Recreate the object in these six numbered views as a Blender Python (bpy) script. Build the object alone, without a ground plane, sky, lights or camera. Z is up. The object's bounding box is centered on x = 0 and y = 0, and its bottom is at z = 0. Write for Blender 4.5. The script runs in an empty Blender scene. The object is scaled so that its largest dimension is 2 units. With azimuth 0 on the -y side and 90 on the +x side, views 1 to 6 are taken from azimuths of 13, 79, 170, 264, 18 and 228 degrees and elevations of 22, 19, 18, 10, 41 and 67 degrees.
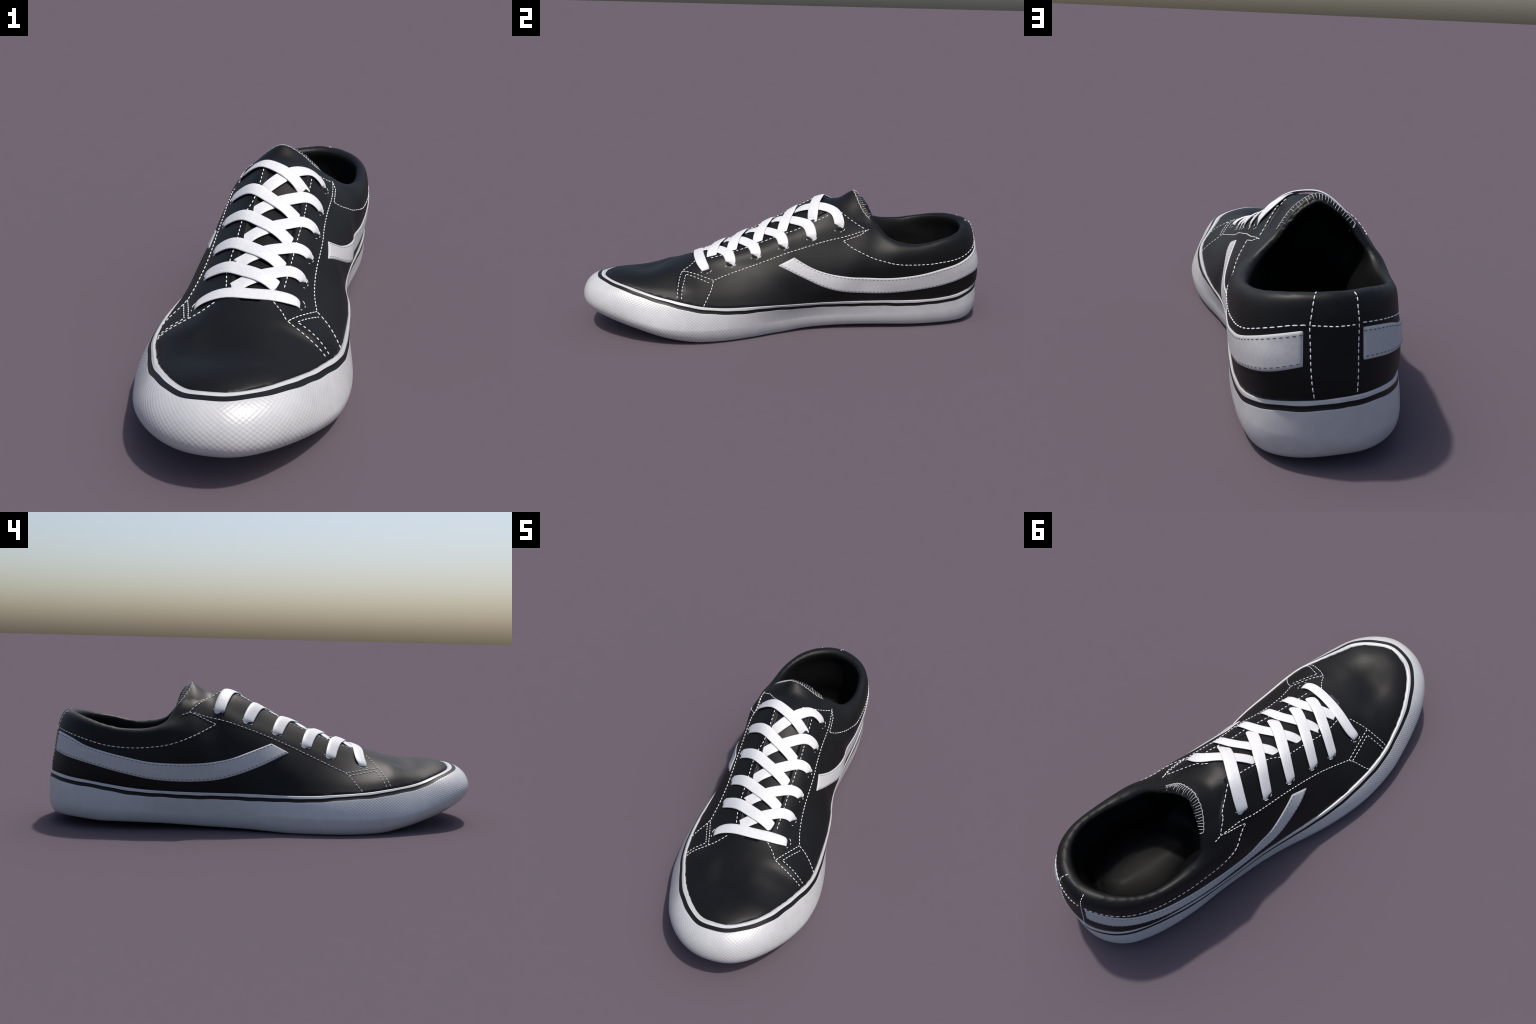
"""Low-top black lace-up sneaker with white rubber sole, white laces and curved side stripes.

Frame: metres, toe towards -y, heel towards +y, z up.
The upper is one smooth shell: long cross-sections (front) and plan outlines (heel) are blended
into a solid, hollowed by an offset cavity and cut by the collar line; it is then split into its
leather panels.  The sole is a loft of rings around the shoe.  Stripes, threads, laces and
eyelets are laid onto the shell.
"""
import bpy, math, random
import numpy as np
from mathutils import Vector
from mathutils.bvhtree import BVHTree

rng = random.Random(7)

# ------------------------------------------------------------------ curve helpers
def pchip(xs, ys, q):
    """monotone cubic interpolation; ys may be (n,) or (n,k)"""
    xs = np.asarray(xs, float); ys = np.asarray(ys, float)
    one = ys.ndim == 1
    if one: ys = ys[:, None]
    q = np.atleast_1d(np.asarray(q, float))
    h = np.diff(xs)[:, None]; d = np.diff(ys, axis=0) / h
    m = np.zeros_like(ys)
    m[0] = d[0]; m[-1] = d[-1]
    for i in range(1, len(xs) - 1):
        w1 = 2 * h[i] + h[i - 1]; w2 = h[i] + 2 * h[i - 1]
        ok = d[i - 1] * d[i] > 0
        with np.errstate(divide='ignore', invalid='ignore'):
            v = (w1 + w2) / (w1 / d[i - 1] + w2 / d[i])
        m[i] = np.where(ok, v, 0.0)
    qc = np.clip(q, xs[0], xs[-1])
    k = np.clip(np.searchsorted(xs, qc) - 1, 0, len(xs) - 2)
    hh = h[k]; t = ((qc - xs[k])[:, None]) / hh
    r = ((2*t**3 - 3*t**2 + 1) * ys[k] + (t**3 - 2*t**2 + t) * hh * m[k]
         + (-2*t**3 + 3*t**2) * ys[k + 1] + (t**3 - t**2) * hh * m[k + 1])
    return r[:, 0] if one else r

def catmull(P, per=10, closed=False):
    """centripetal Catmull-Rom through control points"""
    P = np.asarray(P, float); n = len(P)
    if closed: Q = np.concatenate([P[-1:], P, P[:2]])
    else: Q = np.concatenate([2*P[:1] - P[1:2], P, 2*P[-1:] - P[-2:-1]])
    out = []
    segs = n if closed else n - 1
    for i in range(segs):
        p0, p1, p2, p3 = Q[i:i+4]
        t0 = 0.0
        t1 = t0 + max(np.linalg.norm(p1 - p0), 1e-9) ** .5
        t2 = t1 + max(np.linalg.norm(p2 - p1), 1e-9) ** .5
        t3 = t2 + max(np.linalg.norm(p3 - p2), 1e-9) ** .5
        t = np.linspace(t1, t2, per, endpoint=False)[:, None]
        a1 = (t1-t)/(t1-t0)*p0 + (t-t0)/(t1-t0)*p1
        a2 = (t2-t)/(t2-t1)*p1 + (t-t1)/(t2-t1)*p2
        a3 = (t3-t)/(t3-t2)*p2 + (t-t2)/(t3-t2)*p3
        b1 = (t2-t)/(t2-t0)*a1 + (t-t0)/(t2-t0)*a2
        b2 = (t3-t)/(t3-t1)*a2 + (t-t1)/(t3-t1)*a3
        out.append((t2-t)/(t2-t1)*b1 + (t-t1)/(t2-t1)*b2)
    out = np.concatenate(out)
    if not closed: out = np.concatenate([out, P[-1:]])
    return out

def resample(P, n=None, step=None, closed=False):
    P = np.asarray(P, float)
    if closed: P = np.concatenate([P, P[:1]])
    s = np.concatenate([[0], np.cumsum(np.linalg.norm(np.diff(P, axis=0), axis=1))])
    if n is None: n = max(2, int(round(s[-1] / step)) + 1)
    q = np.linspace(0, s[-1], n + 1)[:-1] if closed else np.linspace(0, s[-1], n)
    return np.stack([np.interp(q, s, P[:, k]) for k in range(P.shape[1])], 1)

def smoothstep(a, b, x):
    t = np.clip((np.asarray(x, float) - a) / (b - a), 0, 1)
    return t * t * (3 - 2 * t)

def smax(a, b, k):
    h = np.maximum(k - np.abs(a - b), 0) / k
    return np.maximum(a, b) + h * h * k * .25

def poly_sdf(px, pz, poly):
    """signed distance of points to a closed polygon (negative inside)"""
    a = poly; b = np.roll(poly, -1, axis=0)
    best = np.full(px.shape, 1e9); inside = np.zeros(px.shape, bool)
    for (ax, az), (bx, bz) in zip(a, b):
        ex, ez = bx - ax, bz - az
        L = ex*ex + ez*ez
        if L < 1e-14: continue
        wx, wz = px - ax, pz - az
        t = np.clip((wx*ex + wz*ez) / L, 0, 1)
        best = np.minimum(best, (wx - ex*t)**2 + (wz - ez*t)**2)
        c = (az > pz) != (bz > pz)
        if ez != 0:
            inside ^= c & (px < (bx - ax) * (pz - az) / ez + ax)
    d = np.sqrt(best)
    return np.where(inside, -d, d)

# ------------------------------------------------------------------ welt line (upper meets sole)
WELT = catmull([
    (.03, .986, .224), (.13, .974, .211), (.21, .935, .196), (.252, .885, .180), (.280, .815, .164),
    (.293, .70, .152), (.292, .57, .149), (.284, .43, .151), (.275, .30, .151), (.272, .13, .151),
    (.284, .027, .154), (.302, -.06, .160), (.316, -.18, .164), (.320, -.34, .165), (.318, -.45, .176),
    (.308, -.52, .190), (.283, -.595, .204), (.258, -.66, .216), (.232, -.72, .232), (.203, -.782, .249),
    (.14, -.850, .257), (.07, -.892, .262), (-.01, -.893, .258), (-.055, -.876, .249), (-.10, -.840, .242),
    (-.163, -.761, .226), (-.205, -.69, .209), (-.236, -.62, .198), (-.268, -.535, .190), (-.290, -.43, .179),
    (-.301, -.30, .171), (-.301, -.19, .165), (-.295, -.085, .164), (-.286, .0, .166), (-.274, .09, .168),
    (-.258, .22, .169), (-.249, .357, .171), (-.241, .455, .174), (-.231, .543, .178), (-.216, .632, .186),
    (-.197, .721, .198), (-.172, .811, .211), (-.138, .881, .218), (-.090, .935, .225), (-.03, .974, .227),
], 10, closed=True)

# widest outline of the rubber sole (plan)
SOLE_PLAN = catmull([
    (.06, .999), (.15, .986), (.226, .942), (.268, .881), (.290, .79), (.297, .68), (.295, .57),
    (.282, .44), (.266, .30), (.256, .15), (.264, .01), (.290, -.10), (.320, -.21), (.343, -.32), (.356, -.43),
    (.356, -.53), (.338, -.65), (.307, -.75), (.268, -.833), (.215, -.909), (.158, -.961), (.10, -.990),
    (.045, -.998), (-.02, -.994), (-.080, -.974), (-.136, -.938), (-.189, -.884), (-.237, -.811),
    (-.279, -.718), (-.314, -.62), (-.340, -.53), (-.357, -.41), (-.360, -.31), (-.348, -.18), (-.328, -.07),
    (-.301, .04), (-.282, .12), (-.264, .22), (-.253, .32), (-.243, .45), (-.237, .60), (-.217, .735),
    (-.192, .825), (-.158, .90), (-.107, .953), (-.04, .988),
], 10, closed=True)

# ------------------------------------------------------------------ upper: cross-sections along y
# right welt -> over the top -> left welt, (x, z); welt points come from the welt line itself
SECT = {
    -.53: [(.268, .245), (.222, .277), (.165, .300), (.095, .314), (.02, .318), (-.07, .305), (-.135, .280), (-.19, .252), (-.238, .222)],
    -.40: [(.285, .220), (.240, .265), (.180, .312), (.125, .347), (.03, .362), (-.06, .343), (-.145, .291), (-.20, .254), (-.258, .212)],
    -.20: [(.286, .220), (.242, .279), (.200, .328), (.155, .385), (.03, .432), (-.075, .417), (-.152, .360), (-.195, .312), (-.255, .235)],
    .00: [(.277, .220), (.254, .300), (.200, .392), (.145, .462), (.03, .508), (-.060, .512), (-.150, .444), (-.192, .396), (-.252, .285)],
    .20: [(.286, .220), (.272, .310), (.203, .436), (.156, .514), (.080, .588), (-.050, .600), (-.143, .530), (-.188, .470), (-.257, .280)],
    .27: [(.284, .225), (.277, .325), (.208, .444), (.150, .524), (.060, .590), (-.025, .606), (-.105, .565), (-.172, .492), (-.249, .330)],
    .35: [(.280, .230), (.276, .340), (.215, .450), (.143, .524), (.065, .608), (-.012, .646), (-.087, .606), (-.168, .522), (-.243, .395)],
    .50: [(.290, .230), (.296, .340), (.210, .445), (.140, .510), (.06, .612), (-.012, .642), (-.085, .600), (-.160, .510), (-.236, .385)],
}
TOE_SHAPE_T = np.array([.06, .13, .23, .35, .5, .65, .77, .87, .94])
TOE_SHAPE_H = np.array([.30, .52, .76, .93, 1.0, .93, .76, .52, .30])
CREST_Y = [-.895, -.88, -.85, -.80, -.72, -.64, -.57, -.53]
CREST_Z = [.259, .266, .276, .284, .292, .301, .311, .318]

def welt_at(y):
    """right and left welt points at a given y"""
    P = WELT; Q = np.roll(P, -1, axis=0)
    hits = []
    for p, q in zip(P, Q):
        if (p[1] - y) * (q[1] - y) <= 0 and p[1] != q[1]:
            t = (y - p[1]) / (q[1] - p[1]); hits.append(p + (q - p) * t)
    if len(hits) < 2: return None
    hits.sort(key=lambda h: h[0])
    return hits[-1], hits[0]

def normalised(y, pts):
    r, l = welt_at(y)
    w = r[0] - l[0]
    t = [(r[0] - x) / w for x, z in pts]
    return t, [z - (r[2] + (l[2] - r[2]) * tt) for (x, z), tt in zip(pts, t)]

_sy, _st, _sh = [], [], []
for cy, cz in zip(CREST_Y[:-1], CREST_Z[:-1]):
    wl = welt_at(max(cy, -.889))
    dome = cz - .5 * (wl[0][2] + wl[1][2])
    _sy.append(cy); _st.append(TOE_SHAPE_T); _sh.append(TOE_SHAPE_H * dome)
for y in sorted(SECT):
    t, h = normalised(y, SECT[y]); _sy.append(y); _st.append(t); _sh.append(h)
_st = np.array(_st); _sh = np.array(_sh)

def front_polygon(y):
    w = welt_at(y)
    if w is None: return None
    r, l = w
    t = pchip(_sy, _st, y)[0]; h = pchip(_sy, _sh, y)[0]
    x = r[0] + (l[0] - r[0]) * t
    z = r[2] + (l[2] - r[2]) * t + h
    z = z - .027 * np.exp(-((x + .01) / .12) ** 2 - ((y + .70) / .085) ** 2) - .018 * np.exp(-((x + .05) / .085) ** 2 - ((y + .615) / .08) ** 2)   # soft hollow behind the toe
    arch = np.concatenate([[(r[0], r[2])], np.stack([x, z], 1), [(l[0], l[2])]])
    arch = catmull(arch, 6)
    ins = .012
    return np.concatenate([arch, [(l[0] + ins, l[2] - .05), (l[0] + ins, .07), (r[0] - ins, .07), (r[0] - ins, r[2] - .05)]])

# ------------------------------------------------------------------ upper: plan outlines of the heel half
HEEL_Z = [.05, .18, .25, .32, .38, .44, .50, .62]
HEEL = np.array([
    [(.270,.15),(.266,.30),(.275,.45),(.284,.60),(.284,.72),(.268,.83),(.218,.925),(.14,.965),(.05,.978),(-.03,.963),(-.098,.920),(-.153,.845),(-.186,.75),(-.208,.64),(-.230,.48),(-.248,.30),(-.26,.15)],
    [(.278,.15),(.277,.30),(.287,.45),(.295,.60),(.295,.72),(.279,.83),(.229,.935),(.142,.979),(.05,.990),(-.03,.975),(-.103,.929),(-.160,.853),(-.196,.75),(-.218,.64),(-.239,.48),(-.256,.30),(-.269,.15)],
    [(.284,.15),(.287,.30),(.296,.45),(.304,.60),(.303,.72),(.288,.83),(.239,.931),(.152,.976),(.055,.988),(-.03,.970),(-.109,.918),(-.168,.836),(-.206,.74),(-.226,.64),(-.244,.48),(-.258,.30),(-.264,.15)],
    [(.266,.15),(.283,.30),(.298,.45),(.309,.60),(.308,.72),(.293,.82),(.246,.918),(.158,.964),(.06,.976),(-.03,.955),(-.114,.897),(-.167,.825),(-.200,.74),(-.220,.64),(-.238,.48),(-.247,.30),(-.244,.15)],
    [(.235,.15),(.256,.31),(.290,.45),(.305,.58),(.306,.70),(.291,.808),(.247,.892),(.163,.947),(.06,.966),(-.03,.943),(-.121,.874),(-.170,.794),(-.193,.715),(-.212,.61),(-.230,.47),(-.234,.33),(-.216,.15)],
    [(.198,.15),(.212,.28),(.236,.42),(.274,.55),(.292,.70),(.281,.795),(.240,.876),(.158,.933),(.06,.954),(-.03,.929),(-.116,.859),(-.161,.784),(-.190,.70),(-.206,.60),(-.220,.47),(-.218,.33),(-.198,.15)],
    [(.158,.15),(.160,.30),(.170,.43),(.222,.55),(.268,.70),(.259,.785),(.223,.858),(.153,.913),(.06,.931),(-.02,.909),(-.101,.845),(-.143,.774),(-.174,.69),(-.184,.60),(-.170,.47),(-.160,.33),(-.165,.15)],
    [(.100,.15),(.100,.30),(.100,.43),(.165,.55),(.220,.70),(.210,.77),(.180,.830),(.13,.875),(.06,.890),(-.01,.870),(-.070,.815),(-.105,.758),(-.125,.69),(-.125,.60),(-.095,.47),(-.100,.33),(-.100,.15)],
])
def heel_polygon(z):
    c = pchip(HEEL_Z, HEEL.reshape(len(HEEL_Z), -1), z)[0].reshape(-1, 2)
    return catmull(c, 6)

# collar / tongue cut: highest z of the shell as a function of y, right and left
RIM_Y = [.30, .345, .365, .385, .405, .420, .445, .470, .520, .580, .640, .720, .800, .870, .93]
RIM_R = [.80, .684, .642, .612, .572, .527, .487, .458, .438, .433, .440, .459, .472, .490, .508]
RIM_L = [.80, .684, .642, .613, .580, .545, .505, .476, .453, .445, .447, .461, .480, .497, .508]

# ------------------------------------------------------------------ field on a grid
HG = .0085
gx = np.arange(-.36, .385, HG); gy = np.arange(-.935, 1.02, HG); gz = np.arange(.075, .70, HG)
X, Z2 = np.meshgrid(gx, gz, indexing='ij')
front = np.full((len(gx), len(gy), len(gz)), .2)
for j, y in enumerate(gy):
    if y > .56: break
    p = front_polygon(y)
    if p is None: front[:, j, :] = .03 + abs(y + .89)
    else: front[:, j, :] = poly_sdf(X, Z2, p)
back = np.full_like(front, .2)
jb = int(np.searchsorted(gy, .2))
XX, YY = np.meshgrid(gx, gy[jb:], indexing='ij')
for k, z in enumerate(gz):
    back[:, jb:, k] = poly_sdf(XX, YY, heel_polygon(z))
GY = gy[None, :, None]; GZ = gz[None, None, :]; GX = gx[:, None, None]
wb = smoothstep(.36, .50, GY) * (1 - smoothstep(.50, .58, GZ) * (GY < .6))
outer = front * (1 - wb) + back * wb
side = smoothstep(-.08, .12, GX)
# below the welt the shell is tucked inside the rubber
plan_w = poly_sdf(*np.meshgrid(gx, gy, indexing='ij'), WELT[::3, :2])[:, :, None]
wz = [welt_at(min(max(v, -.886), .978)) for v in gy]
wzr = np.array([w[0][2] for w in wz])[None, :, None]; wzl = np.array([w[1][2] for w in wz])[None, :, None]
wz = wzl + (wzr - wzl) * smoothstep(-.2, .25, GX)
tuck = smoothstep(.014, -.002, GZ - wz)
outer = np.maximum(outer, plan_w - .06 + .063 * tuck + .045 * smoothstep(-.005, -.05, GZ - wz))
rimr = pchip(RIM_Y, RIM_R, gy)[None, :, None]; riml = pchip(RIM_Y, RIM_L, gy)[None, :, None]
rim = rimr * side + riml * (1 - side)
slope = np.gradient(rim, HG, axis=1)
cut = (GZ - rim) / np.sqrt(1 + slope ** 2)
thick = .036 + (.014 + .020 * smoothstep(.72, .88, GY)) * smoothstep(.36, .52, GY)
thick = thick + .048 * smoothstep(.45, .26, GZ) + (.044 + .014 * smoothstep(.08, -.08, GX)) * smoothstep(.66, .44, GY) * smoothstep(.49, .34, GZ)
thick = thick + .25 * (1 - smoothstep(-.62, -.45, GY))
cavity = smax(outer + thick, .135 - GZ, .13)
cavity = smax(cavity, .225 + .24 * np.clip(GZ - .15, 0, 1) - GY, .08)
lip = smoothstep(.38, .50, GY) * smoothstep(.28, .36, GZ)
body = smax(outer, cut, .016 + .019 * lip)
field = smax(body, -cavity, .022 + .023 * lip)

def surface_nets(f, ox, oy, oz, h):
    nx, ny, nz = f.shape
    s = f < 0
    c = np.zeros((nx-1, ny-1, nz-1), np.int8)
    for a in (0, 1):
        for b in (0, 1):
            for d in (0, 1):
                c += s[a:nx-1+a, b:ny-1+b, d:nz-1+d]
    act = (c > 0) & (c < 8)
    idx = -np.ones(act.shape, np.int64)
    cells = np.argwhere(act)
    idx[act] = np.arange(len(cells))
    acc = np.zeros((len(cells), 3)); cnt = np.zeros(len(cells))
    corners = [(a, b, d) for a in (0, 1) for b in (0, 1) for d in (0, 1)]
    for p in corners:
        for ax in range(3):
            if p[ax] == 1: continue
            q = list(p); q[ax] = 1
            A = f[cells[:, 0]+p[0], cells[:, 1]+p[1], cells[:, 2]+p[2]]
            B = f[cells[:, 0]+q[0], cells[:, 1]+q[1], cells[:, 2]+q[2]]
            m = (A < 0) != (B < 0)
            t = np.where(m, A / np.where(m, A - B, 1), 0)
            pt = np.tile(np.array(p, float), (len(cells), 1)); pt[:, ax] += t
            acc[m] += pt[m]; cnt[m] += 1
    V = (cells + acc / cnt[:, None]) * h + np.array([ox, oy, oz])
    faces = []
    # x edges
    for ax in range(3):
        o = [1 if k != ax else 0 for k in range(3)]
        sl0 = [slice(1, -1)] * 3; sl0[ax] = slice(0, -1)
        sl1 = [slice(1, -1)] * 3; sl1[ax] = slice(1, None)
        a = s[tuple(sl0)]; b = s[tuple(sl1)]
        e = np.argwhere(a != b)
        inside_first = a[tuple(e.T)]
        base = e + np.array(o)
        u, v = (ax + 1) % 3, (ax + 2) % 3
        du = np.zeros(3, int); du[u] = 1; dv = np.zeros(3, int); dv[v] = 1
        q = [base - du - dv, base - dv, base, base - du]
        F = np.stack([idx[tuple(w.T)] for w in q], 1)
        F[~inside_first] = F[~inside_first][:, ::-1]
        faces.append(F)
    return V, np.concatenate(faces)

V, Fq = surface_nets(field, gx[0], gy[0], gz[0], HG)

def vertex_smooth(V, F, it, lam=.5, mu=-.52):
    E = np.concatenate([F[:, [0, 1]], F[:, [1, 2]], F[:, [2, 3]], F[:, [3, 0]]])
    E = np.concatenate([E, E[:, ::-1]])
    deg = np.bincount(E[:, 0], minlength=len(V))[:, None]
    for i in range(it):
        for w in (lam, mu):
            S = np.stack([np.bincount(E[:, 0], V[E[:, 1], k], len(V)) for k in range(3)], 1)
            V = V + w * (S / np.maximum(deg, 1) - V)
    return V
V = vertex_smooth(V, Fq, 8)
rimw = (smoothstep(.34, .42, V[:, 1]) * smoothstep(.35, .40, V[:, 2]))[:, None]
V = V * (1 - rimw) + vertex_smooth(V, Fq, 9, .5, 0.0) * rimw      # soft padded collar

# ------------------------------------------------------------------ blender helpers
def new_mesh(name, verts, faces, mat=None, smooth=True):
    me = bpy.data.meshes.new(name)
    me.from_pydata([tuple(map(float, v)) for v in verts], [], [tuple(int(i) for i in f) for f in faces])
    if mat: me.materials.append(mat)
    if smooth: me.polygons.foreach_set('use_smooth', [True] * len(me.polygons))
    me.update()
    return me

def add(name, me, parent=None, kind=None):
    ob = bpy.data.objects.new(name, me)
    bpy.context.scene.collection.objects.link(ob)
    if parent: ob.parent = parent
    if kind: ob["kind"] = kind
    return ob

class Nodes:
    def __init__(self, name):
        self.mat = bpy.data.materials.new(name); self.mat.use_nodes = True
        self.t = self.mat.node_tree; self.t.nodes.clear()
        self.out = self.t.nodes.new('ShaderNodeOutputMaterial')
        self.b = self.t.nodes.new('ShaderNodeBsdfPrincipled')
        self.t.links.new(self.b.outputs[0], self.out.inputs[0])
        self.co = self.t.nodes.new('ShaderNodeTexCoord').outputs['Object']
    def node(self, kind, **kw):
        n = self.t.nodes.new(kind)
        for k, v in kw.items(): setattr(n, k, v)
        return n
    def link(self, a, b): self.t.links.new(a, b)
    def math(self, op, a, b=None, c=None):
        n = self.node('ShaderNodeMath', operation=op)
        for i, v in enumerate((a, b, c)):
            if v is None: continue
            if isinstance(v, (int, float)): n.inputs[i].default_value = v
            else: self.link(v, n.inputs[i])
        return n.outputs[0]
    def noise(self, scale, detail=3, rough=.5):
        n = self.node('ShaderNodeTexNoise'); n.inputs['Scale'].default_value = scale
        n.inputs['Detail'].default_value = detail; n.inputs['Roughness'].default_value = rough
        self.link(self.co, n.inputs['Vector']); return n.outputs['Fac']
    def ramp(self, fac, stops):
        r = self.node('ShaderNodeValToRGB'); e = r.color_ramp.elements
        while len(e) < len(stops): e.new(.5)
        for el, (p, c) in zip(e, stops): el.position = p; el.color = (*c, 1)
        self.link(fac, r.inputs[0]); return r.outputs[0]
    def bump(self, height, strength, dist):
        n = self.node('ShaderNodeBump'); n.inputs['Strength'].default_value = strength
        n.inputs['Distance'].default_value = dist
        self.link(height, n.inputs['Height']); self.link(n.outputs[0], self.b.inputs['Normal'])

def simple_mat(name, c0, c1, rough, grain=60, bump_scale=400, bump=.0006, spec=.5, strength=.3):
    m = Nodes(name)
    m.link(m.ramp(m.noise(grain), [(.3, c0), (.7, c1)]), m.b.inputs['Base Color'])
    m.b.inputs['Roughness'].default_value = rough
    m.b.inputs['Specular IOR Level'].default_value = spec
    if bump: m.bump(m.noise(bump_scale, 2), strength, bump)
    return m

BLACK = simple_mat('black_leather', (.0036, .0036, .0038), (.0046, .0046, .0048), .48, 30, 260, .0006, .22, .12).mat
LINING = simple_mat('black_lining', (.0034, .0034, .0036), (.0042, .0042, .0044), .5, 30, 260, .0006, .10, .12).mat
STRIPE = simple_mat('white_leather', (.43, .43, .435), (.48, .48, .485), .5, 90, 330, .0008, .4, .25).mat
TRIM = simple_mat('white_rubber_trim', (.45, .45, .455), (.50, .50, .505), .38, 60, 200, .0005, .9, .2).mat
PIN = simple_mat('black_rubber_line', (.005, .005, .005), (.007, .007, .007), .45, 60, 200, .0004, .25, .2).mat
OUTSOLE = simple_mat('grey_rubber_outsole', (.42, .42, .43), (.47, .47, .48), .7, 40, 200, .0008, .4, .3).mat
THREAD = simple_mat('white_thread', (.70, .70, .70), (.82, .82, .82), .6, 300, 900, .0004, .3, .3).mat
OVERLOCK = simple_mat('overlock_thread', (.30, .30, .30), (.62, .62, .62), .6, 180, 900, .0004, .3, .3).mat
DARK_THREAD = simple_mat('grey_thread', (.05, .05, .055), (.09, .09, .095), .6, 300, 900, .0003, .3, .3).mat
HOLE = simple_mat('eyelet_hole', (.004, .004, .004), (.006, .006, .006), .7, 60, 200, .0003, .2, .2).mat

def lace_material():
    m = Nodes('white_woven_lace')
    m.link(m.ramp(m.noise(120), [(.3, (.57, .57, .58)), (.7, (.64, .64, .645))]), m.b.inputs['Base Color'])  # base colour lightened towards the sun-clipped highlights on the laces
    m.b.inputs['Roughness'].default_value = .45
    m.b.inputs['Specular IOR Level'].default_value = .7
    w = m.node('ShaderNodeTexVoronoi'); w.inputs['Scale'].default_value = 210
    m.link(m.co, w.inputs['Vector'])
    m.bump(w.outputs['Distance'], .35, .0012)
    return m.mat
LACE = lace_material()

def sole_material():
    """white rubber; a fine diamond grain on the toe bumper ahead of a slanted line"""
    m = Nodes('white_rubber_sole')
    m.link(m.ramp(m.noise(25), [(.3, (.44, .44, .445)), (.7, (.48, .48, .485))]), m.b.inputs['Base Color'])  # white greyed down, a compromise between sunlit toe and shaded sidewall
    m.b.inputs['Roughness'].default_value = .35
    m.b.inputs['Specular IOR Level'].default_value = 1.0
    s = m.node('ShaderNodeSeparateXYZ'); m.link(m.co, s.inputs[0])
    x, y, z = s.outputs
    # unrolled coordinate around the toe
    R, CY, CX = .37, -.58, .02
    ang = m.math('ARCTAN2', m.math('SUBTRACT', x, CX), m.math('SUBTRACT', CY, y))
    arc = m.math('MULTIPLY', ang, R)
    sgn = m.math('SIGN', m.math('SUBTRACT', x, CX))
    straight = m.math('MULTIPLY', sgn, m.math('ADD', m.math('SUBTRACT', y, CY), R * math.pi / 2))
    back_ = m.math('GREATER_THAN', y, CY)
    u = m.math('ADD', m.math('MULTIPLY', arc, m.math('SUBTRACT', 1.0, back_)), m.math('MULTIPLY', straight, back_))
    k = 2 * math.pi / .0170
    dx = m.math('SUBTRACT', x, CX); dy = m.math('MULTIPLY', m.math('SUBTRACT', y, CY), m.math('SUBTRACT', 1.0, back_))
    rad = m.math('SQRT', m.math('ADD', m.math('MULTIPLY', dx, dx), m.math('MULTIPLY', dy, dy)))
    v = m.math('SUBTRACT', z, m.math('MULTIPLY', rad, .8))
    a = m.math('SINE', m.math('MULTIPLY', u, k))
    b = m.math('SINE', m.math('MULTIPLY', v, k))
    dots = m.math('MULTIPLY', a, b)
    lim = m.math('ADD', m.math('MULTIPLY', z, -.62), -.262)
    mask = m.math('LESS_THAN', y, lim)
    h = m.math('ADD', m.math('MULTIPLY', m.math('MULTIPLY', dots, mask), .5), m.math('MULTIPLY', mask, .4))
    m.bump(h, .32, .0018)
    return m.mat
SOLE = sole_material()

root = bpy.data.objects.new('sneaker', None)
bpy.context.scene.collection.objects.link(root)
root["label"] = "black low-top sneaker with white laces, side stripes and rubber sole"
root["category"] = "shoe"

# ------------------------------------------------------------------ shell: refine, relief, split
me = new_mesh('shell', V, Fq)
tmp = add('shell_helper', me)
md = tmp.modifiers.new('s', 'SUBSURF'); md.levels = 1; md.render_levels = 1
dg = bpy.context.evaluated_depsgraph_get()
ev = tmp.evaluated_get(dg).to_mesh()
SV = np.empty(len(ev.vertices) * 3); ev.vertices.foreach_get('co', SV); SV = SV.reshape(-1, 3)
SN = np.empty(len(ev.vertices) * 3); ev.vertices.foreach_get('normal', SN); SN = SN.reshape(-1, 3)
SF = np.array([list(p.vertices) for p in ev.polygons])
tmp.evaluated_get(dg).to_mesh_clear()
bpy.data.objects.remove(tmp)

# sample helper: trilinear lookup in a grid
def sample(f, P):
    q = (P - np.array([gx[0], gy[0], gz[0]])) / HG
    i = np.clip(np.floor(q).astype(int), 0, np.array(f.shape) - 2); t = q - i
    r = 0
    for a in (0, 1):
        for b in (0, 1):
            for c in (0, 1):
                w = (t[:, 0] if a else 1-t[:, 0]) * (t[:, 1] if b else 1-t[:, 1]) * (t[:, 2] if c else 1-t[:, 2])
                r = r + w * f[i[:, 0]+a, i[:, 1]+b, i[:, 2]+c]
    return r

inner_amount = smoothstep(-.012, .012, sample(-cavity, SV) - sample(body, SV))   # 1 on the lining side
# throat opening between the eyestays, where the tongue lies deeper
GAP_Y = [-.47, -.40, -.20, .00, .15, .23]
GAP_R = [.060, .105, .112, .112, .112, .105]
GAP_L = [.000, -.040, -.052, -.044, -.036, -.030]
def gap_right(y): return pchip(GAP_Y, GAP_R, y)
def gap_left(y): return pchip(GAP_Y, GAP_L, y)
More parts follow.
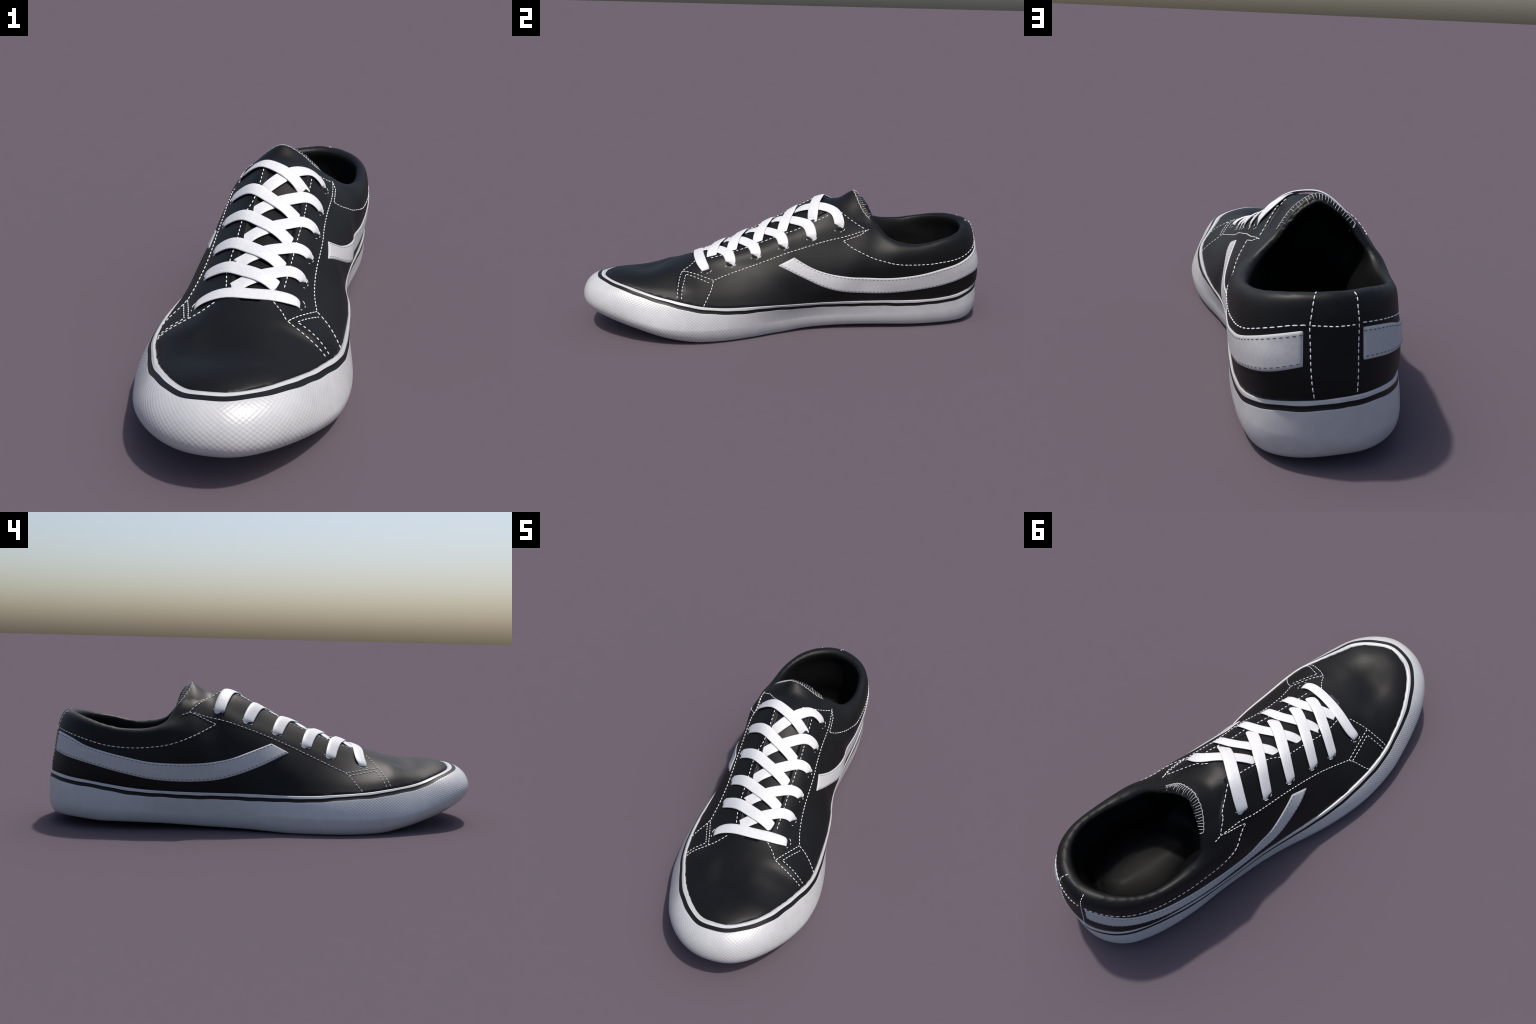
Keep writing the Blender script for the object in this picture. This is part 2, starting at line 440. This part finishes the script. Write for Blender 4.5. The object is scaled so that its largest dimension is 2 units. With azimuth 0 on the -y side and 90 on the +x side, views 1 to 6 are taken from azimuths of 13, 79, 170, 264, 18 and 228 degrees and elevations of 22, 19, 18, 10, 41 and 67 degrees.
# rear end of the eyestay flaps
def flap_end(x): return np.interp(x, [-.20, -.166, -.133, -.085, -.05, .0, .06, .10, .14, .19, .22],
                                     [.37, .358, .318, .258, .215, .20, .205, .235, .285, .372, .40])
x, y, z = SV.T
ingap = smoothstep(-.006, .006, gap_right(y) - x) * smoothstep(-.006, .006, x - gap_left(y)) * smoothstep(-.478, -.462, y)
behind = smoothstep(-.007, .007, y - flap_end(x)) * (z > .40) * smoothstep(.185, .14, x) * smoothstep(-.165, -.12, x)
top_side = smoothstep(.1, .35, SN[:, 2])
low = np.maximum(ingap * (y < .25), behind * smoothstep(.46, .36, y)) * top_side * (1 - inner_amount)
SV = SV - SN * (low * .010)[:, None]

def mesh_normals(V, F):
    n = np.cross(V[F[:, 2]] - V[F[:, 0]], V[F[:, 3]] - V[F[:, 1]])
    N = np.zeros_like(V)
    for k in range(4):
        for c in range(3): N[:, c] += np.bincount(F[:, k], n[:, c], len(V))
    return N / np.maximum(np.linalg.norm(N, axis=1), 1e-12)[:, None]
SN = mesh_normals(SV, SF)
BVH = BVHTree.FromPolygons([tuple(v) for v in SV], [tuple(int(i) for i in f) for f in SF])

def snap(P):
    L, N = [], []
    for p in P:
        l, n, i, d = BVH.find_nearest(Vector(p)); L.append(l[:]); N.append(n[:])
    return np.array(L), np.array(N)
def drop(P):
    """project straight down onto the outside of the shell"""
    L, N = [], []
    for px, py in P:
        l, n, i, d = BVH.ray_cast(Vector((px, py, 1.0)), Vector((0, 0, -1)))
        L.append(l[:]); N.append(n[:])
    return np.array(L), np.array(N)

# panel regions, by position on the shell
COLLAR_R = ([.24, .279, .325, .384, .48, .565, .665, .725, .806, .869, .926, 1.0], [.437, .410, .389, .366, .342, .337, .339, .341, .357, .381, .411, .42])
COLLAR_L = ([.244, .337, .39, .456, .522, .61, .716, .787, .857, .92, 1.0], [.468, .417, .395, .376, .365, .358, .366, .383, .401, .418, .42])
OUT_R = ([-.39, -.323, -.235, -.121, .0, .144, .279, .362], [.231, .215, .2025, .1975, .196, .192, .187, .19])
OUT_L = ([-.335, -.196, -.088, .027, .133, .246, .36], [-.213, -.192, -.189, -.187, -.187, -.188, -.169])
ctr = SV[SF].mean(1); cx, cy, cz = ctr.T
reg = np.full(len(SF), 'quarter', object)
lin = inner_amount[SF].mean(1) > .5
er = np.interp(cy, *OUT_R); el = np.interp(cy, *OUT_L)
reg[(cy > -.45) & (cy < .40) & (cx < er) & (cx > el) & (cz > .25)] = 'eyestay'
gapm = (cx < gap_right(cy)) & (cx > gap_left(cy)) & (cy > -.47) & (cy < .25)
reg[(reg == 'eyestay') & (gapm | (cy > flap_end(cx)))] = 'tongue'
reg[(cy < np.interp(np.abs(cx), [0, .10, .165, .29], [-.45, -.46, -.53, -.565]))] = 'vamp'
zr = np.interp(cy, *COLLAR_R); zl = np.interp(cy, *COLLAR_L)
reg[(cy > .24) & (cz > np.where(cx > .06, zr, zl)) & (reg == 'quarter')] = 'collar'
reg[(cy > .8) & (cx > -.011) & (cx < .128) & (reg != 'collar')] = 'heel_panel'
reg[lin] = 'lining'
for part in ('vamp', 'quarter', 'eyestay', 'tongue', 'collar', 'heel_panel', 'lining'):
    F = SF[reg == part]
    used = np.unique(F); remap = -np.ones(len(SV), int); remap[used] = np.arange(len(used))
    me = new_mesh(part, SV[used], remap[F], LINING if part == 'lining' else BLACK)
    me.normals_split_custom_set_from_vertices([tuple(map(float, n)) for n in SN[used]])
    add(part, me, root)

# ------------------------------------------------------------------ sole
NS = 480
W = resample(WELT, NS, closed=True)
for _ in range(3): W = .25*np.roll(W, 1, 0) + .5*W + .25*np.roll(W, -1, 0)
tan = np.roll(W, -1, 0) - np.roll(W, 1, 0)
nrm = np.stack([tan[:, 1], -tan[:, 0]], 1); nrm /= np.linalg.norm(nrm, axis=1)[:, None]
if np.sum((W[:, :2] - W[:, :2].mean(0)) * nrm) < 0: nrm = -nrm
for _ in range(10):
    nrm = .25*np.roll(nrm, 1, 0) + .5*nrm + .25*np.roll(nrm, -1, 0); nrm /= np.linalg.norm(nrm, axis=1)[:, None]
M = resample(SOLE_PLAN, 1200, closed=True)
def reach(p, n):
    a = M; b = np.roll(M, -1, 0); e = b - a
    den = n[0]*e[:, 1] - n[1]*e[:, 0]
    w = a - p
    t = (w[:, 0]*e[:, 1] - w[:, 1]*e[:, 0]) / np.where(abs(den) < 1e-12, 1e-12, den)
    s = (w[:, 0]*n[1] - w[:, 1]*n[0]) / np.where(abs(den) < 1e-12, 1e-12, den)
    ok = (s >= 0) & (s <= 1) & (t > -.03) & (t < .2)
    return t[ok][np.argmin(np.abs(t[ok]))] if ok.any() else .01
wide = np.array([reach(p[:2], n) for p, n in zip(W, nrm)])
wide = np.maximum(wide, -.02)
for _ in range(4): wide = .25*np.roll(wide, 1) + .5*wide + .25*np.roll(wide, -1)
def ground(x, y):
    """underside of the sole: toe spring, slight arch and heel roll"""
    b = pchip([-1.0, -.93, -.86, -.78, -.70, -.60, -.45, -.10, .10, .30, .50, .70, .85, .95, 1.0],
              [.112, .094, .076, .055, .036, .016, .0, .0, .008, .014, .017, .017, .020, .025, .032], y)
    return b - (.045 * smoothstep(.2, .7, y) + .035 * smoothstep(.72, .92, y)) * (x - .13) + .04 * smoothstep(-.55, -.85, y) * x
mid = W[:, :2] + nrm * wide[:, None]
z_mid = pchip([-1.0, -.9, -.75, -.6, -.4, 0, .4, .8, 1.0], [.165, .152, .112, .080, .070, .072, .080, .090, .105], mid[:, 1])
inset = pchip([-1.0, -.85, -.6, -.3, .2, .7, 1.0], [.115, .104, .060, .029, .032, .032, .034], mid[:, 1])
inset = inset * (1 - .25 * smoothstep(.05, -.10, mid[:, 0]) * smoothstep(-.75, -.5, mid[:, 1]))
low_xy = mid - nrm * inset[:, None]
z_low = ground(low_xy[:, 0], low_xy[:, 1])
rings = []
def put(xy, zz): rings.append(np.concatenate([xy, zz[:, None]], 1))
PROUD = .005
# tucked edge behind the welt, then the visible wall from welt to the widest line
put(W[:, :2] - nrm*.022, W[:, 2] - .012)
put(W[:, :2] - nrm*.004, W[:, 2] - .0005)
put(W[:, :2] + nrm*PROUD*.7, W[:, 2] + .0015)
NW = 34
wall = []
for i in range(NW + 1):
    a = i / NW * math.pi / 2
    e = 1.22 + .70 * smoothstep(-.62, -.90, W[:, 1])      # fuller bumper at the toe
    u = math.sin(a) ** (2/e); v = np.maximum(math.cos(a), 0) ** (2/e)
    d = PROUD + (wide - PROUD) * u
    wall.append(np.concatenate([W[:, :2] + nrm*d[:, None], (z_mid + (W[:, 2] - z_mid) * v)[:, None]], 1))
wall = np.array(wall)
# even spacing down the wall, with lines of the white trim and black pin line at fixed depth
TRIM_W, PIN_W = .0115, .0165
out = []
for i in range(NS):
    P = wall[:, i]
    s = np.concatenate([[0], np.cumsum(np.linalg.norm(np.diff(P, axis=0), axis=1))])
    wob = .0012 * math.sin(i * .21) + .0009 * math.sin(i * .53 + 1)
    front_ = float(smoothstep(-.2, -.6, W[i, 1]))
    t = TRIM_W - .002 * front_ + wob * .6
    p = t + PIN_W + .002 * front_ + wob * .3
    q = np.concatenate([np.linspace(.001, t, 5), np.linspace(t, p, 5)[1:], np.linspace(p, s[-1], 19)[1:]])
    out.append(np.stack([np.interp(q, s, P[:, c]) for c in range(3)], 1))
out = np.array(out)
for k in range(out.shape[1]):
    R_ = out[:, k].copy()
    if 4 < k < 8: R_[:, :2] -= nrm * .0022          # pin line is a shallow groove
    if k == 0: R_[:, 2] += .001
    rings.append(R_)
n_trim = 3 + 4; n_pin = n_trim + 4
for i in range(1, 15):
    a = i / 14 * math.pi / 2
    e = 1.95
    u = 1 - math.cos(a) ** (2/e); v = 1 - math.sin(a) ** (2/e)
    put(mid - nrm * (inset * u)[:, None], z_low + (z_mid - z_low) * v)
n_wall = len(rings) - 1
c0 = np.array([.02, 0.0])
for f in (.96, .85, .65, .4, .15):
    # shrink towards the centre line
    spine = np.stack([np.interp(low_xy[:, 1], [-.95, -.4, .3, .95], [.04, .0, .0, .06]), np.clip(low_xy[:, 1], -.80, .80)], 1)
    q = spine + (low_xy - spine) * f
    put(q, ground(q[:, 0], q[:, 1]) + .002)
rings = np.array(rings)
rings[:, :, 2] -= rings[:, :, 2].min()
nr = len(rings)
RV = rings.reshape(-1, 3)
def band(a, b):
    k = np.arange(a, b)[:, None] * NS; i = np.arange(NS)[None, :]; j = (i + 1) % NS
    return np.stack([k + i, k + NS + i, k + NS + j, k + j], -1).reshape(-1, 4)
allF = band(0, nr - 1)
RN = mesh_normals(RV, allF)
if (RN[n_pin*NS:(n_pin+1)*NS, :2] * nrm).sum() < 0: RN = -RN; flip = True
else: flip = False
last = (nr - 1) * NS
cap = [[last + i, last + i + 1, last + NS - 2 - i, last + NS - 1 - i] for i in range(NS // 2 - 1)]
sole_ob = root
for nm, F, mt in (('sole', band(n_pin, n_wall), SOLE), ('welt_trim', band(0, n_trim), TRIM), ('pin_line', band(n_trim, n_pin), PIN),
                  ('outsole', np.concatenate([band(n_wall, nr - 1), np.array(cap)]), OUTSOLE)):
    if flip: F = F[:, ::-1]
    used = np.unique(F); remap = -np.ones(len(RV), int); remap[used] = np.arange(len(used))
    me = new_mesh(nm, RV[used], remap[F], mt)
    me.normals_split_custom_set_from_vertices([tuple(map(float, n)) for n in RN[used]])
    ob = add(nm, me, sole_ob)
    if nm == 'sole': sole_ob = ob

# ------------------------------------------------------------------ threads
def tube(path, up, hw, hh, sides=6, taper=True):
    """small flattened rounded thread along path with surface normals up"""
    n = len(path); verts = []; faces = []
    for i in range(n):
        t = path[min(i+1, n-1)] - path[max(i-1, 0)]; t = t / max(np.linalg.norm(t), 1e-9)
        s = np.cross(t, up[i]); s /= max(np.linalg.norm(s), 1e-9); u = np.cross(s, t)
        f = .55 if taper and i in (0, n-1) else 1.0
        for k in range(sides):
            a = 2*math.pi*k/sides
            verts.append(path[i] + s*math.cos(a)*hw*f + u*math.sin(a)*hh*f)
    for i in range(n-1):
        for k in range(sides):
            k2 = (k+1) % sides
            faces.append((i*sides+k, i*sides+k2, (i+1)*sides+k2, (i+1)*sides+k))
    faces.append(tuple(range(sides))[::-1]); faces.append(tuple((n-1)*sides+k for k in range(sides)))
    return verts, faces

def collect(items):
    v, f = [], []
    for a, b in items:
        o = len(v); v += a; f += [tuple(i + o for i in q) for q in b]
    return v, f

def stitch(ctrl, period=.0180, dash=.0118, width=.0036, lift=.0012, smooth=True, mat=THREAD, name='stitching', depth=.0018):
    ctrl = np.array(ctrl, float)
    P = catmull(ctrl, 14) if smooth and len(ctrl) > 2 else ctrl
    P = resample(P, step=.002)
    L, N = snap(P)
    s = np.concatenate([[0], np.cumsum(np.linalg.norm(np.diff(L, axis=0), axis=1))])
    items = []; pos = .003
    while pos + dash * .6 < s[-1]:
        d = dash * rng.uniform(.85, 1.12)
        q = np.linspace(pos, min(pos + d, s[-1]), 5)
        p = np.stack([np.interp(q, s, L[:, c]) for c in range(3)], 1)
        n = np.stack([np.interp(q, s, N[:, c]) for c in range(3)], 1); n /= np.linalg.norm(n, axis=1)[:, None]
        items.append(tube(p + n*lift, n, width/2, depth))
        pos += period * rng.uniform(.94, 1.06)
    v, f = collect(items)
    return add(name, new_mesh(name, v, f, mat), root, 'stuff')

sm = lambda p, dx=0, dy=0, dz=0: tuple(np.array(p) + (dx, dy, dz))
# eyestay outer edges
stitch([(.231,-.388,.274),(.215,-.323,.2935),(.2025,-.235,.317),(.1975,-.121,.352),(.196,.0,.3925),(.192,.144,.4315),(.187,.279,.458),(.19,.362,.487)])
stitch([(-.214,-.338,.2545),(-.192,-.196,.3185),(-.189,-.088,.3705),(-.187,.027,.4175),(-.187,.133,.4555),(-.186,.246,.492),(-.172,.35,.511)])
# eyestay inner edges
stitch([(.128,-.395,.352),(.128,-.268,.384),(.131,-.137,.431),(.132,-.005,.473),(.128,.10,.51),(.122,.19,.545)], period=.021, dash=.0125)
stitch([(-.062,-.405,.343),(-.070,-.318,.351),(-.074,-.187,.413),(-.071,-.062,.465),(-.058,-.006,.518),(-.049,.09,.563),(-.047,.16,.585)], period=.021, dash=.0125)
# rear edges of the eyestay flaps
stitch([(.07,.212,.588),(.10,.238,.57),(.128,.272,.542),(.155,.312,.516),(.19,.362,.487)], period=.021, dash=.014)
stitch([(-.055,.212,.601),(-.085,.257,.585),(-.111,.29,.566),(-.133,.317,.545),(-.155,.345,.524),(-.169,.36,.508)], period=.021, dash=.015)
# toe panels: outer line, inset line, top line, inset top line, rear line
stitch([(.103,-.462,.33),(.140,-.500,.318),(.162,-.530,.302),(.225,-.548,.252),(.284,-.566,.209)])
stitch([(-.085,-.462,.318),(-.128,-.488,.292),(-.161,-.504,.265),(-.215,-.522,.232),(-.266,-.540,.197)])
stitch([(.162,-.530,.302),(.195,-.465,.29),(.231,-.391,.273)], smooth=False)
stitch([(-.161,-.504,.265),(-.187,-.425,.262),(-.218,-.340,.257)], smooth=False)
stitch([(.290,-.545,.206),(.245,-.533,.245),(.186,-.516,.287),(.21,-.468,.279),(.238,-.412,.262)], smooth=False, dash=.0105)
stitch([(-.270,-.520,.199),(-.225,-.503,.229),(-.180,-.487,.256),(-.203,-.420,.248),(-.226,-.352,.243)], smooth=False, dash=.0105)
stitch([(.231,-.391,.273),(.262,-.402,.245),(.290,-.424,.210),(.311,-.445,.178)])
stitch([(-.218,-.340,.257),(-.240,-.362,.236),(-.268,-.382,.208),(-.291,-.402,.184)])
# collar lines and their front zigzags
stitch([(.204,.240,.437),(.230,.279,.4105),(.253,.325,.389),(.277,.384,.366),(.295,.481,.342),(.303,.563,.3375),(.309,.665,.340),(.309,.70,.344),(.300,.765,.351),(.286,.829,.365),(.258,.876,.384),(.212,.914,.403),(.175,.932,.414),(.13,.948,.421)], period=.0215, dash=.0145)
stitch([(-.197,.244,.468),(-.226,.337,.417),(-.230,.39,.395),(-.232,.456,.376),(-.224,.522,.365),(-.208,.61,.358),(-.19,.716,.366),(-.170,.787,.383),(-.128,.857,.401),(-.07,.91,.414),(-.012,.938,.421)], period=.0215, dash=.0145)
stitch([(.204,.240,.437),(.200,.285,.449),(.198,.33,.462),(.19,.362,.487),(.187,.385,.49)], smooth=False, period=.0165)
stitch([(-.197,.244,.468),(-.190,.290,.490),(-.180,.33,.502),(-.169,.358,.508),(-.172,.39,.498)], smooth=False, period=.0165)
# heel panel
stitch([(.104,.900,.496),(.114,.922,.490),(.120,.935,.469),(.124,.943,.445),(.128,.949,.420),(.126,.963,.360),(.125,.971,.322),(.120,.983,.263),(.112,.985,.222)])
stitch([(.002,.901,.495),(-.003,.915,.488),(-.004,.931,.464),(-.007,.941,.432),(-.007,.950,.391),(-.007,.958,.353),(-.008,.967,.301),(-.007,.977,.254),(-.007,.979,.232)])
stitch([(.126,.951,.420),(.091,.956,.420),(.063,.958,.419),(.036,.956,.419),(-.005,.946,.419)], period=.016, dash=.010)

# ------------------------------------------------------------------ side stripes
def stripe(upper, lower, name='side_stripe'):
    U = resample(catmull(upper, 12), 170); Lw = resample(catmull(lower, 12), 170)
    NWd = 22
    verts = []; H = .0042
    for i in range(170):
        row = np.array([U[i] + (Lw[i] - U[i]) * t for t in np.linspace(0, 1, NWd)])
        S, N = snap(row)
        S2, N = snap(S)
        prof = np.array([min(1, min(k, NWd-1-k) / 2.0) for k in range(NWd)])
        endf = min(1, min(i, 169-i) / 2.0)
        prof = np.sqrt(np.clip(1 - (1-prof)**2, 0, 1)) * math.sqrt(max(0, 1-(1-endf)**2))
        hgt = -.003 + (H + .003) * prof
        verts.append(S + N * hgt[:, None])
    Vv = np.array(verts).reshape(-1, 3)
    F = [(i*NWd+k, i*NWd+k+1, (i+1)*NWd+k+1, (i+1)*NWd+k) for i in range(169) for k in range(NWd-1)]
    Fa = np.array(F); n = np.cross(Vv[Fa[:, 2]]-Vv[Fa[:, 0]], Vv[Fa[:, 3]]-Vv[Fa[:, 1]])
    _, N = snap(Vv[Fa].mean(1))
    if (n*N).sum() < 0: F = [f[::-1] for f in F]
    ob = add(name, new_mesh(name, Vv, F, STRIPE), root)
    # dark seam threads just inside both long edges
    for t in (.13, .87):
        line = U + (Lw - U) * t
        L, N = snap(line); L = L + N*H
        s = np.concatenate([[0], np.cumsum(np.linalg.norm(np.diff(L, axis=0), axis=1))])
        items = []; pos = .01
        while pos + .012 < s[-1]:
            q = np.linspace(pos, pos + .0105, 4)
            p = np.stack([np.interp(q, s, L[:, c]) for c in range(3)], 1); n_ = np.stack([np.interp(q, s, N[:, c]) for c in range(3)], 1)
            items.append(tube(p + n_*.0002, n_, .0013, .0008, 5)); pos += .0185
        v, f = collect(items)
        add('stripe_stitching', new_mesh('stripe_stitching', v, f, DARK_THREAD), ob, 'stuff')

stripe([(.213,-.001,.369),(.235,.045,.343),(.251,.089,.321),(.270,.15,.302),(.280,.215,.289),(.283,.304,.278),(.290,.418,.272),(.303,.531,.278),(.308,.622,.291),(.308,.715,.314),(.297,.80,.335),(.258,.885,.370),(.209,.920,.389),(.142,.947,.408)],
       [(.226,-.086,.333),(.261,.027,.281),(.280,.131,.233),(.285,.215,.208),(.279,.311,.194),(.285,.426,.189),(.294,.541,.195),(.299,.634,.206),(.299,.728,.221),(.288,.827,.246),(.255,.911,.271),(.210,.949,.288),(.142,.970,.309)])
stripe([(-.200,-.003,.385),(-.230,.091,.353),(-.247,.181,.323),(-.251,.27,.306),(-.250,.358,.300),(-.243,.455,.299),(-.229,.543,.304),(-.214,.631,.321),(-.191,.72,.339),(-.160,.802,.361),(-.119,.868,.390),(-.070,.912,.404),(-.018,.941,.411)],
       [(-.211,-.087,.345),(-.256,.047,.290),(-.271,.159,.249),(-.267,.248,.225),(-.261,.358,.216),(-.250,.455,.218),(-.239,.543,.227),(-.229,.631,.245),(-.211,.719,.266),(-.179,.809,.287),(-.105,.907,.306),(-.070,.933,.312),(-.021,.960,.317)])

# ------------------------------------------------------------------ overlock threads on the tongue edge
EDGE = resample(catmull([(.132,.392,.521),(.111,.370,.548),(.088,.356,.573),(.057,.348,.60),(.02,.344,.625),(-.01,.343,.633),(-.039,.347,.631),(-.066,.356,.610),(-.088,.371,.585),(-.109,.388,.562),(-.124,.399,.540),(-.133,.406,.516)], 12), step=.0125)
items = []
EDGE = EDGE[:-1]
eL, eN = snap(EDGE)
for i in range(1, len(eL) - 1):
    t = eL[i+1] - eL[i-1]; t /= np.linalg.norm(t)
    rad = np.array([eL[i][0]*1.0, 0, eL[i][2] - .40]); rad /= np.linalg.norm(rad)
    back_dir = np.array([0, 1, 0]) - t * t[1]
    n_th = 9; ln = .032 * rng.uniform(.6, 1.1); sk = rng.uniform(-.002, .002)
    raw = np.array([eL[i] + back_dir*ln*q - rad*(.55*ln*q*q) + t*(sk + .002)*q for q in np.linspace(0, 1, n_th)])
    p, n = snap(raw)
    items.append(tube(p + n*.001, n, .0010*rng.uniform(.8, 1.2), .0013, 5))
zz = np.array([eL[i] + (np.array([0, 1, 0]) * (.003 if i % 2 else -.001)) for i in range(len(eL))])
p, n = snap(resample(zz, step=.003)); items.append(tube(p + n*.0008, n, .0016, .0013, 5))
v, f = collect(items)
add('overlock_stitching', new_mesh('overlock_stitching', v, f, OVERLOCK), root, 'stuff')

# ------------------------------------------------------------------ laces and eyelets
EYE_L = [(-.154,-.431,.279),(-.159,-.277,.326),(-.155,-.165,.372),(-.153,-.031,.427),(-.154,.101,.476),(-.149,.228,.530)]
EYE_R = [(.177,-.421,.307),(.166,-.302,.330),(.168,-.180,.369),(.172,-.048,.411),(.169,.090,.454),(.160,.228,.488)]
END_AT_R = [None, (.092,-.385), (.096,-.288), (.098,-.162), (.101,-.043), (.101,.108)]
END_AT_L = [None, (-.038,-.410), (-.046,-.298), (-.046,-.187), (-.040,-.056), (-.026,.053)]

def lace(ctrl, width=.053, thick=.0065, name='lace'):
    """ctrl: (x, y, height above shell, width factor)"""
    ctrl = np.array(ctrl, float)
    C = resample(catmull(ctrl, 12), 46)
    L, N = drop(C[:, :2])
    # taut ribbon: smooth the path and normals
    P = L + N * C[:, 2:3]
    for _ in range(6):
        P[1:-1] = .25*P[:-2] + .5*P[1:-1] + .25*P[2:]
        N[1:-1] = .25*N[:-2] + .5*N[1:-1] + .25*N[2:]
    N /= np.linalg.norm(N, axis=1)[:, None]
    for _ in range(3):
        N[1:-1] = .25*N[:-2] + .5*N[1:-1] + .25*N[2:]
    N /= np.linalg.norm(N, axis=1)[:, None]
    # rounded flat cross-section
    K = 20; a = np.linspace(0, 2*math.pi, K, endpoint=False)
    ca = np.sign(np.cos(a)) * np.abs(np.cos(a)) ** .55; sa = np.sign(np.sin(a)) * np.abs(np.sin(a)) ** .75
    verts = []
    for i in range(len(P)):
        t = P[min(i+1, len(P)-1)] - P[max(i-1, 0)]; t /= np.linalg.norm(t)
        s = np.cross(t, N[i]); s /= np.linalg.norm(s); u = np.cross(s, t)
        w = width * C[i, 3] / 2
        crown = .0016 * np.cos(a*0 + ca*1.4)
        for k in range(K):
            verts.append(P[i] + s*ca[k]*w + u*(sa[k]*thick/2 + crown[k] + .0006*math.sin(ca[k]*22)*(sa[k] > .3)))
    F = [(i*K+k, i*K+(k+1) % K, (i+1)*K+(k+1) % K, (i+1)*K+k) for i in range(len(P)-1) for k in range(K)]
    F += [tuple(range(K))[::-1], tuple((len(P)-1)*K+k for k in range(K))]
    add(name, new_mesh(name, verts, F, LACE), root)

def lerp(a, b, t): return a + (b - a) * t
for i in range(6):
    l, r = EYE_L[i], EYE_R[i]
    if i == 0:
        lace([(l[0]-.012, l[1], -.010, .62), (l[0]+.006, l[1]+.001, .006, .85), (l[0]+.05, l[1]+.008, .007, 1), (.0, -.438, .007, 1), (.07, -.440, .007, 1),
              (r[0]-.05, r[1]-.018, .007, 1), (r[0]-.012, r[1]-.006, .006, .9), (r[0]+.010, r[1]+.002, -.010, .62)], width=.050)
        continue
    # strand from the right eyelet, passing below and ending under the left flap
    ex, ey = END_AT_L[i]
    m = (lerp(r[0], ex, .66), lerp(r[1], ey, .56))
    lace([(r[0]+.010, r[1]-.006, -.010, .75), (r[0]-.006, r[1]+.001, .006, .95), (r[0]-.045, r[1]-.008, .006, 1), (lerp(r[0], ex, .45), lerp(r[1], ey, .30), .005, 1),
          (m[0], m[1], .006, 1), (ex+.016, lerp(r[1], ey, .88), .005, .97), (ex-.004, ey, -.003, .92), (ex-.022, ey-.006, -.018, .85)])
    # strand from the left eyelet, on top, ending under the right flap
    ex, ey = END_AT_R[i]
    lace([(l[0]-.012, l[1]-.002, -.010, .75), (l[0]+.004, l[1]-.003, .005, .95), (l[0]+.045, lerp(l[1], ey, .17), .006, 1), (lerp(l[0], ex, .5), lerp(l[1], ey, .50), .011, 1),
          (lerp(l[0], ex, .74), lerp(l[1], ey, .75), .014, 1), (ex-.014, lerp(l[1], ey, .93), .010, 1), (ex+.004, ey, -.002, .97), (ex+.022, ey-.010, -.018, .9)])

def eyelet(p, sgn):
    L, N = snap([p]); c = L[0]; n = N[0]
    t1 = np.array([0, 1, 0]) - n*n[1]; t1 /= np.linalg.norm(t1); t2 = np.cross(n, t1)
    if t2[0]*sgn < 0: t2 = -t2
    c = c + t2*.004
    # dark hole, a shallow lens
    vs = [c + n*.0022]; K = 20
    for rr, hh in ((.6, .0018), (1.0, -.001)):
        for k in range(K):
            a = 2*math.pi*k/K; vs.append(c + t1*math.cos(a)*.021*rr + t2*math.sin(a)*.013*rr + n*hh)
    pl, pn = snap(vs[1:])
    vs[1:K+1] = [q + m*.0018 for q, m in zip(pl[:K], pn[:K])]; vs[K+1:] = [q - m*.001 for q, m in zip(pl[K:], pn[K:])]
    F = [(0, 1+k, 1+(k+1) % K) for k in range(K)] + [(1+k, 1+K+k, 1+K+(k+1) % K, 1+(k+1) % K) for k in range(K)]
    ob = add('eyelet', new_mesh('eyelet', vs, F, HOLE), root)
    items = []
    for a0, a1 in ((.15, .85), (1.15, 1.5), (2.35, 2.75)) if sgn > 0 else ((.5, 1.35), (1.9, 2.5), (-.25, .05)):
        a = np.linspace(a0, a1, 6)
        raw = np.array([c + t1*math.cos(q)*.027 + t2*math.sin(q)*.018 for q in a])
        p_, n_ = snap(raw); items.append(tube(p_ + n_*.001, n_, .0013, .0012, 5))
    v, f = collect(items)
    add('eyelet_stitching', new_mesh('eyelet_stitching', v, f, THREAD), ob, 'stuff')
for p in EYE_R: eyelet(p, 1)
for p in EYE_L: eyelet(p, -1)
